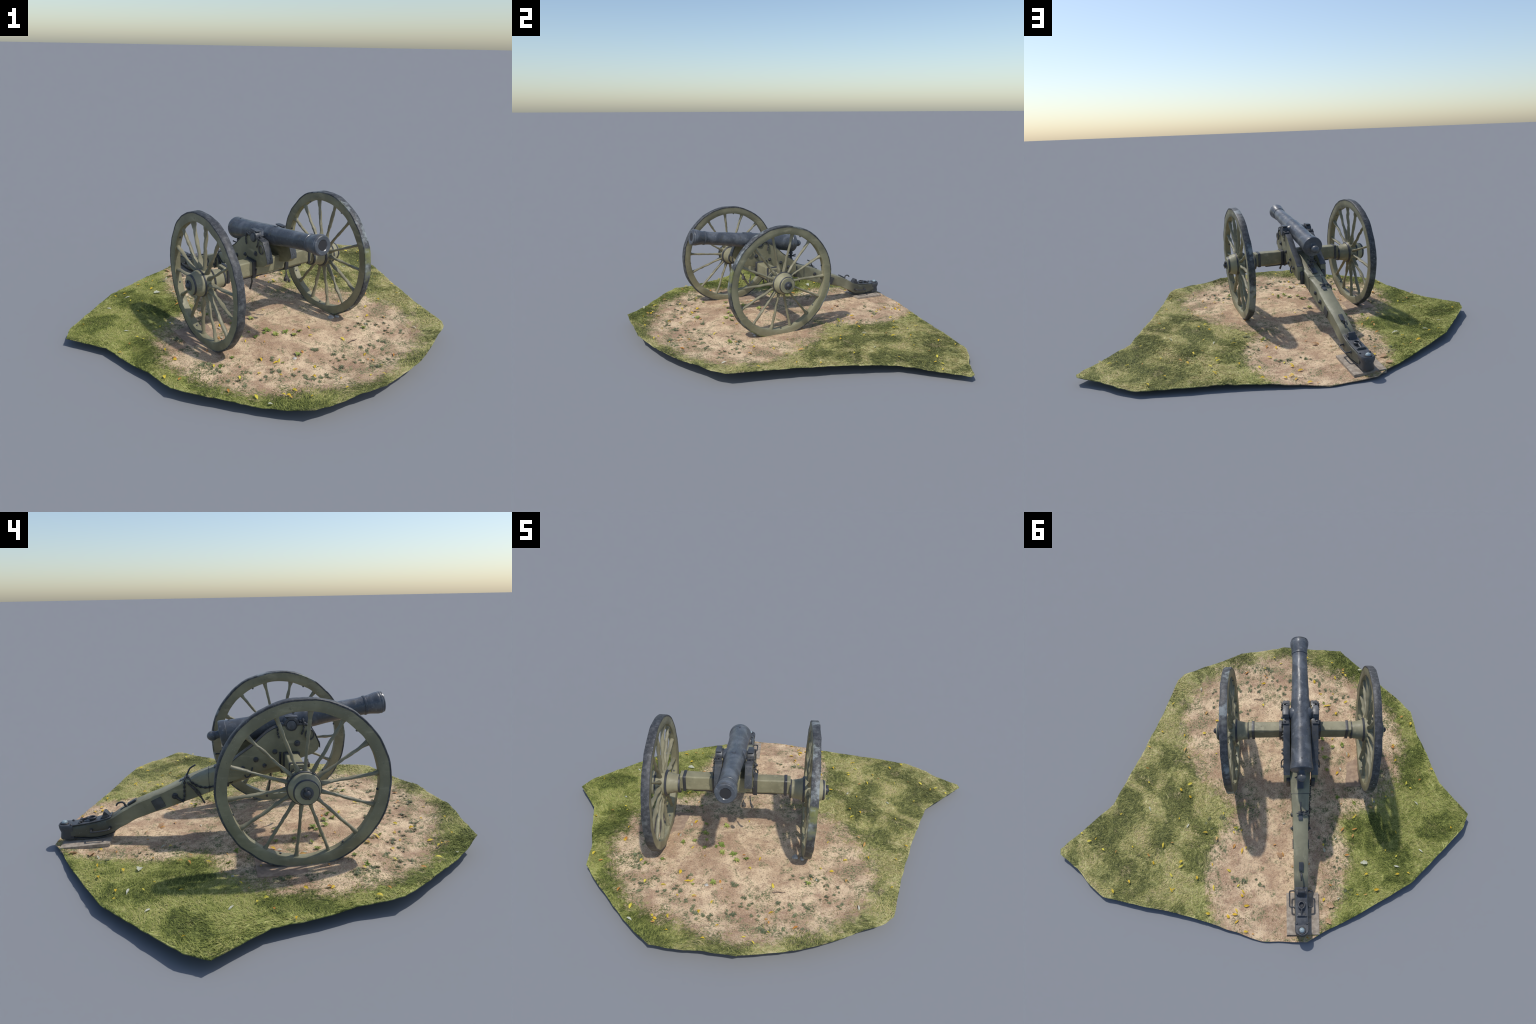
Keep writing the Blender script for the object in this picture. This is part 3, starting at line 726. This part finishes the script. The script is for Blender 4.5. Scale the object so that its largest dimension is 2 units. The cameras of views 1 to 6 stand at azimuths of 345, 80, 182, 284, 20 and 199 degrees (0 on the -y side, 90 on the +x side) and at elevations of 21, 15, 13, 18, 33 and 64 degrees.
# ------------------------------------------------------------------ wheels
WZ, WR, RIM_IN = .343, .3265, .279
def build_wheel(side, phase, seed, tyre_mat):
    s = side
    def lean(z): return (.007 + .020 * (z - WZ)) if s > 0 else .001
    xi, xo = .3335, .3680
    rng = random.Random(seed)
    # felloe ring with slightly uneven inner edge
    seg = 168
    V, F = [], []
    prof = [(xi + .002, RIM_IN + .0005), (xi, RIM_IN + .004), (xi, RIM_IN + .022), (xi, WR - .007), (xo, WR - .007), (xo, RIM_IN + .022), (xo, RIM_IN + .004), (xo - .002, RIM_IN + .0005)]
    for k in range(seg):
        a = 2 * math.pi * k / seg
        for x, r in prof:
            p = Vector((x, r * math.cos(a), r * math.sin(a)))
            w = wobble(p, 16, .0042, seed)
            V.append((s * (x + w.x * .6 + lean(WZ + p.z)), p.y + w.y * .8, WZ + p.z + w.z * .8))
    n = len(prof)
    for k in range(seg):
        k2 = (k + 1) % seg
        for j in range(n):
            F.append((k * n + j, k * n + (j + 1) % n, k2 * n + (j + 1) % n, k2 * n + j))
    wheel = add_mesh('wheel', V, F, M_OLIVE, gun, 40)
    # iron tyre
    V, F = [], []
    prof = [(xi - .0008, WR - .0075), (xi - .0008, WR - .002), (xi + .002, WR), (xo - .002, WR), (xo + .0008, WR - .002), (xo + .0008, WR - .0075)]
    n = len(prof)
    for k in range(seg):
        a = 2 * math.pi * k / seg
        for x, r in prof:
            p = Vector((x, r * math.cos(a), r * math.sin(a)))
            w = wobble(p, 16, .0042, seed) + wobble(p, 60, .0012, seed + 2)
            V.append((s * (x + w.x * .6 + lean(WZ + p.z)), p.y + w.y * .8, WZ + p.z + w.z * .8))
    for k in range(seg):
        k2 = (k + 1) % seg
        for j in range(n):
            F.append((k * n + j, k * n + (j + 1) % n, k2 * n + (j + 1) % n, k2 * n + j))
    add_mesh('tyre', V, F, tyre_mat, wheel, 40)
    # spokes: flattened ovals, flared at both ends, lumpy like the weathered originals
    for i in range(14):
        a = math.radians(phase + i * 360 / 14)
        dr = Vector((0, math.cos(a), math.sin(a))); tg = Vector((0, -math.sin(a), math.cos(a))); lx = Vector((1, 0, 0))
        V, F = [], []; m = 12; sd = seed * 3.1 + i * 7.7
        for k in range(23):
            t = k / 22; r = .050 + (RIM_IN + .004 - .050) * t
            wt = .0062 + .0050 * max(0, 1 - t / .22) ** 1.5 + .0045 * max(0, (t - .84) / .16) ** 1.5
            wx = .0086 + .0052 * max(0, 1 - t / .35) + .0015 * max(0, (t - .85) / .15)
            nz = noise.noise(Vector((t * 7, sd, 0))); nz2 = noise.noise(Vector((t * 7, sd, 9)))
            wt *= 1 + .26 * nz; wx *= 1.08 + .55 * nz2
            cx = .353 - .004 * t + .0060 * noise.noise(Vector((t * 4, sd, 20))) * math.sin(math.pi * t)
            ct = .0022 * noise.noise(Vector((t * 4, sd, 33))) * math.sin(math.pi * t)
            for j in range(m):
                b = 2 * math.pi * j / m
                p = dr * r + tg * (ct + wt * math.cos(b)) + lx * (cx + wx * math.sin(b))
                p += wobble(p, 75, .0022, sd)
                V.append((s * (p.x + lean(WZ + p.z) * t), p.y, WZ + p.z))
        for k in range(22):
            for j in range(m):
                F.append((k * m + j, k * m + (j + 1) % m, (k + 1) * m + (j + 1) % m, (k + 1) * m + j))
        F.append(tuple(range(m))); F.append(tuple(22 * m + j for j in range(m)))
        add_mesh('spoke', V, F, M_SPOKE, wheel, 70)
    # nave
    HUB = [(.258, .036), (.262, .041), (.270, .043), (.290, .046), (.312, .051), (.324, .0575), (.332, .061), (.345, .0615), (.362, .0615), (.374, .062), (.382, .0605), (.392, .0575), (.404, .052), (.414, .0465), (.424, .0445), (.428, .043), (.4285, .024), (.4285, 0)]
    hub = lathe('hub', HUB, (0, 0, WZ), (s, 0, 0), M_OLIVE_HUB, wheel, 48, (35, .0012, seed), 35)
    def band(x0, x1, r0, r1):
        lathe('hub_band', [(x0, r0 - .004), (x0, r0), (x0 + .001, r0 + .0008), (x1 - .001, r1 + .0008), (x1, r1), (x1, r1 - .004)], (0, 0, WZ), (s, 0, 0), M_IRON_D, hub, 48)
    band(.371, .3785, .0645, .0638); band(.4155, .4235, .0478, .0468); band(.320, .330, .0590, .0632); band(.259, .268, .0435, .0445)
    lathe('axle_washer', [(.428, .0235), (.4315, .0235), (.433, .020), (.433, .010)], (0, 0, WZ), (s, 0, 0), M_IRON, hub, 28)
    lathe('axle_end', [(.430, .0145), (.438, .0140), (.4435, .0105), (.4465, .0055), (.4475, 0)], (0, 0, WZ), (s, 0, 0), M_IRON_D, hub, 20)
    tube('linchpin', [(s * .4375, .010, WZ + .022), (s * .4385, .002, WZ + .006), (s * .4375, -.008, WZ - .020)], lambda t: .0058 - .002 * t, M_IRON_D, hub, 8)
    # felloe bolts on the inner edge
    geo = []
    for i in range(7):
        a = math.radians(phase + 12.9 + i * 360 / 7)
        c = Vector((s * .351, RIM_IN * math.cos(a), WZ + RIM_IN * math.sin(a)))
        geo.append(lathe_geo([(-.002, .0045), (.004, .0042), (.0055, .002), (.0055, 0)], c, (0, -math.cos(a), -math.sin(a)), 10))
    add_mesh('felloe_bolt', *merge(geo), M_IRON, wheel, 40)['kind'] = 'stuff'
    return wheel
build_wheel(-1, 17.8, 3, M_TYRE)
build_wheel(1, -0.5, 8, M_TYRE_SHEEN)

# ------------------------------------------------------------------ grass, weeds, leaves
def blades(name, count, accept, length, width, lean, mat, cap):
    xs, V, F = [], [], []
    tries = 0
    P = []
    while len(P) < count and tries < cap:
        tries += 1
        x, y = random.uniform(-1, 1), random.uniform(-.95, .94)
        if inside(x, y, EDGE) and accept(x, y): P.append((x, y))
    H = height([p[0] for p in P], [p[1] for p in P])
    for (x, y), z in zip(P, H):
        z += noise.noise(Vector((x, y, 0)) * 9) * 0.002 - .0015
        flow = noise.noise(Vector((x * 3, y * 3, 4))) * 5 + random.gauss(0, .8)
        L = random.uniform(*length); w = random.uniform(*width) / 2; le = random.uniform(*lean)
        d = Vector((math.cos(flow), math.sin(flow), 0)); sd = Vector((-d.y, d.x, 0))
        b = Vector((x, y, z)); up = Vector((0, 0, 1))
        m = b + d * (L * .5 * math.cos(le)) + up * (L * .5 * math.sin(le))
        t = m + d * (L * .5 * math.cos(le * .3)) + up * (L * .5 * math.sin(le * .3))
        if not inside(t.x, t.y, EDGE): continue
        o = len(V)
        V += [b - sd * w, b + sd * w, m - sd * w * .8, m + sd * w * .8, t]
        F += [(o, o + 1, o + 3, o + 2), (o + 2, o + 3, o + 4)]
    me = bpy.data.meshes.new(name); me.from_pydata([tuple(v) for v in V], [], F); me.shade_smooth(); me.materials.append(mat)
    ob = link(bpy.data.objects.new(name, me), patch); ob['kind'] = 'stuff'
    return ob
def near_gun(x, y):
    dx, dy = x - GUN_O.x, y - GUN_O.y
    lx = dx * math.cos(YAW) + dy * math.sin(YAW); ly = -dx * math.sin(YAW) + dy * math.cos(YAW)
    return (abs(lx) < .09 and .76 < ly < 1.0) or (.26 < abs(lx) < .44 and -.17 < ly < .19)
def in_turf(x, y): return grassiness(x, y) + .10 * noise.fractal(Vector((x, y, 6)) * 16, .8, 2, 2) > .90 + random.random() * .24
def in_tufts(x, y):
    if near_gun(x, y): return False
    v = noise.fractal(Vector((x, y, 2)) * 13, .8, 2, 3)
    edge = max(0, grassiness(x, y) - .45)
    left = .18 if (x < -.25 and y > -.65) else 0
    return v + edge * 1.1 + left + random.gauss(0, .10) > .46
blades('grass_blade', 46000, in_turf, (.010, .026), (.0012, .0026), (.2, .7), M_GRASS, 220000)
blades('sparse_grass', 30000, in_tufts, (.006, .017), (.0010, .0022), (.15, .7), M_GRASS_D, 360000)

def leaf_mesh(name, L, W, curl, mat, lobes=0):
    n = 10 if not lobes else 28; V, F = [], []
    for i in range(n + 1):
        t = i / n
        w = W * math.sin(math.pi * t ** .8) ** .9
        if lobes: w *= .62 + .42 * abs(math.sin(lobes * math.pi * t))
        w = max(w, W * .06)
        z = curl * L * (1 - (2 * t - 1) ** 2)
        V += [(L * (t - .5), -w / 2, z + .22 * w), (L * (t - .5), 0, z), (L * (t - .5), w / 2, z + .22 * w)]
    for i in range(n):
        for j in range(2):
            a = i * 3 + j
            F.append((a, a + 1, a + 4, a + 3))
    me = bpy.data.meshes.new(name); me.from_pydata(V, [], F); me.shade_smooth(); me.materials.append(mat)
    return me
LM = {}
for nm, mt in (('y', M_LEAF_Y), ('o', M_LEAF_O), ('p', M_LEAF_P)):
    LM[nm] = [leaf_mesh('fallen_leaf', .019, .0080, .10, mt), leaf_mesh('fallen_leaf', .016, .0090, .16, mt), leaf_mesh('fallen_leaf', .022, .0062, .06, mt)]
OAK = leaf_mesh('oak_leaf', .042, .026, .08, M_LEAF_T, 3)
OAKP = leaf_mesh('oak_leaf', .038, .024, .08, M_LEAF_P, 3)
LEAVES = [(0.52, 0.26), (0.49, 0.21), (0.46, 0.28), (0.31, 0.44), (0.24, 0.45), (0.14, 0.46), (0.09, 0.47), (0.17, 0.36), (0.78, 0.7), (0.87, 0.68), (0.49, 0.58), (0.5, 0.68), (0.37, 0.63), (0.36, 0.65), (0.39, 0.71), (0.58, 0.81), (0.64, 0.88), (0.36, 0.78), (0.16, 0.7), (0.12, 0.59), (0.01, 0.67), (0.01, 0.69), (-0.03, 0.73), (0.04, 0.81), (0.01, 0.79), (0.01, 0.77), (-0.01, 0.82), (-0.07, 0.85), (0.14, 0.83), (0.26, 0.68), (-0.52, -0.38), (-0.28, -0.25), (-0.27, -0.15), (-0.26, -0.12), (-0.42, 0.1), (-0.44, 0.17), (-0.38, 0.19), (-0.44, 0.21), (-0.32, 0.33), (-0.44, 0.32), (-0.56, 0.39), (-0.71, 0.34), (-0.63, 0.45), (-0.46, 0.55), (-0.39, 0.58), (-0.49, 0.02), (-0.55, -0.3), (-0.12, 0.42), (-0.64, -0.18), (0.33, -0.56), (-0.07, -0.74), (0.04, -0.67), (-0.13, -0.77), (-0.11, -0.78), (-0.2, -0.83), (-0.24, -0.76), (-0.27, -0.6), (-0.15, -0.49), (-0.36, -0.49), (-0.52, -0.39), (-0.02, -0.6), (-0.18, -0.59), (-0.52, -0.58), (-0.58, -0.55), (-0.34, -0.7), (-0.09, -0.53), (-0.07, -0.52), (0.05, -0.48), (0.28, -0.41), (0.45, -0.6), (0.14, -0.35), (0.16, -0.27), (0.07, -0.6), (-0.29, -0.25), (0.13, -0.81), (.54, -.12), (.60, .02), (.56, .06), (.50, -.22), (.58, -.25)]
def drop(me, x, y, scale=1.0, lift=.003, name=None):
    ob = bpy.data.objects.new(name or me.name.split('.')[0], me)
    ob.location = (x, y, float(height(x, y)[0]) + noise.noise(Vector((x, y, 0)) * 9) * .002 + lift)
    ob.rotation_euler = (random.gauss(0, .22), random.gauss(0, .22), random.uniform(0, 6.28))
    sc = scale * random.uniform(.85, 1.2); ob.scale = (sc, sc, sc)
    return link(ob, patch)
for x, y in LEAVES:
    kind = random.choices('yop', (.74, .21, .05))[0]
    drop(random.choice(LM[kind]), x, y, 1.3, .0035 + (.0065 if grassiness(x, y) > .92 else 0))
k = 0
while k < 70:
    x, y = random.uniform(-.95, .95), random.uniform(-.9, .9)
    if inside(x, y, EDGE):
        drop(random.choice(LM[random.choices('yop', (.6, .34, .06))[0]]), x, y, .85, .0035 + (.0065 if grassiness(x, y) > .92 else 0)); k += 1
for x, y in [(.64, .415), (.411, .437), (.67, -.395), (-.70, .30), (-.80, .18), (-.72, -.08)]:
    drop(LM['p'][2], x, y, 1.35, .005)
for x, y in [(-.429, .597), (-.445, .675), (-.105, .43)]: drop(OAK, x, y, 1, .004)
drop(OAKP, -.534, .335, 1, .006)

# leafy weeds
def rosette(name, n, L, W, rise, mat, seed):
    r = random.Random(seed); V, F = [], []
    for i in range(n):
        a = i * 2.4 + r.uniform(-.3, .3); l = L * r.uniform(.6, 1.15); w = W * r.uniform(.8, 1.2); ri = rise * r.uniform(.5, 1.3)
        d = Vector((math.cos(a), math.sin(a), 0)); s = Vector((-d.y, d.x, 0)); o = len(V)
        for k in range(6):
            t = k / 5; ww = w * max(.08, math.sin(math.pi * min(1, t * .92 + .06)))
            p = d * (l * t * math.cos(ri)) + Vector((0, 0, l * math.sin(ri) * math.sin(t * 2.3)))
            V += [p - s * ww / 2 + Vector((0, 0, ww * .15)), p, p + s * ww / 2 + Vector((0, 0, ww * .15))]
        for k in range(5):
            for j in range(2):
                b = o + k * 3 + j; F.append((b, b + 1, b + 4, b + 3))
    me = bpy.data.meshes.new(name); me.from_pydata([tuple(v) for v in V], [], F); me.shade_smooth(); me.materials.append(mat)
    return me
WEEDS = [rosette('weed', 9, .026, .010, .55, M_WEED, i) for i in range(3)]
LOWW = [rosette('low_weed', 15, .018, .0034, .35, M_WEED_D, 10 + i) for i in range(3)]
for x, y in [(-.17, -.19), (-.14, -.24), (-.19, -.27), (-.12, -.30), (-.07, -.27), (-.05, -.25), (-.02, -.30), (.03, -.29), (.06, -.33), (.10, -.30), (-.24, -.30), (-.20, -.12), (-.10, -.10), (-.33, -.50), (-.06, -.54), (.42, -.34), (.16, .36), (-.30, .02), (-.40, .02), (-.27, -.45), (.02, -.50)]:
    drop(random.choice(WEEDS), x, y, random.uniform(.45, .8), .001, 'weed')
for x, y in [(.22, -.55), (.20, -.53), (.18, -.58), (.36, -.52), (.39, -.50), (.42, -.53), (.47, -.48), (.45, -.60), (.40, -.64), (.34, -.66), (.28, -.62), (.16, -.64), (.10, -.68), (.05, -.70), (.01, -.67), (-.05, -.63), (-.12, -.58), (-.18, -.62), (-.22, -.55), (-.26, -.66), (-.30, -.62), (-.36, -.52), (-.40, -.46), (.52, -.40), (.55, -.34), (.50, -.30), (.60, -.42), (.44, -.30), (.36, -.33), (.12, -.48), (-.10, -.50), (-.45, -.30), (-.50, -.22), (.25, .32), (.30, .38), (.20, .50), (.05, .62), (-.05, .60), (-.30, .28), (-.36, .35), (-.42, .42), (-.50, .50)]:
    for _ in range(4):
        drop(random.choice(LOWW), x + random.gauss(0, .018), y + random.gauss(0, .014), random.uniform(.35, .9), .0005, 'low_weed')
# twig and pale stones
tw = tube('twig', spline([(.295, -.452, .049), (.315, -.440, .050), (.335, -.436, .049), (.345, -.428, .048)], 4), lambda t: .0026 - .001 * t, M_TWIG, patch, 6)
def stone(x, y, r, seed):
    bm = bmesh.new(); bmesh.ops.create_icosphere(bm, subdivisions=3, radius=r)
    for v in bm.verts:
        v.co += wobble(v.co, .6 / r, r * .55, seed); v.co.z *= .6
    ob = from_bm('stone', bm, M_STONE, patch, 60); ob.location = (x, y, float(height(x, y)[0]) + r * .25)
for x, y, r in [(*g2w(.300, -.150), .016), (*g2w(.335, -.160), .011), (.002, -.522, .008), (-.50, -.02, .006), (.45, -.30, .006)]:
    stone(x, y, r, x * 10)
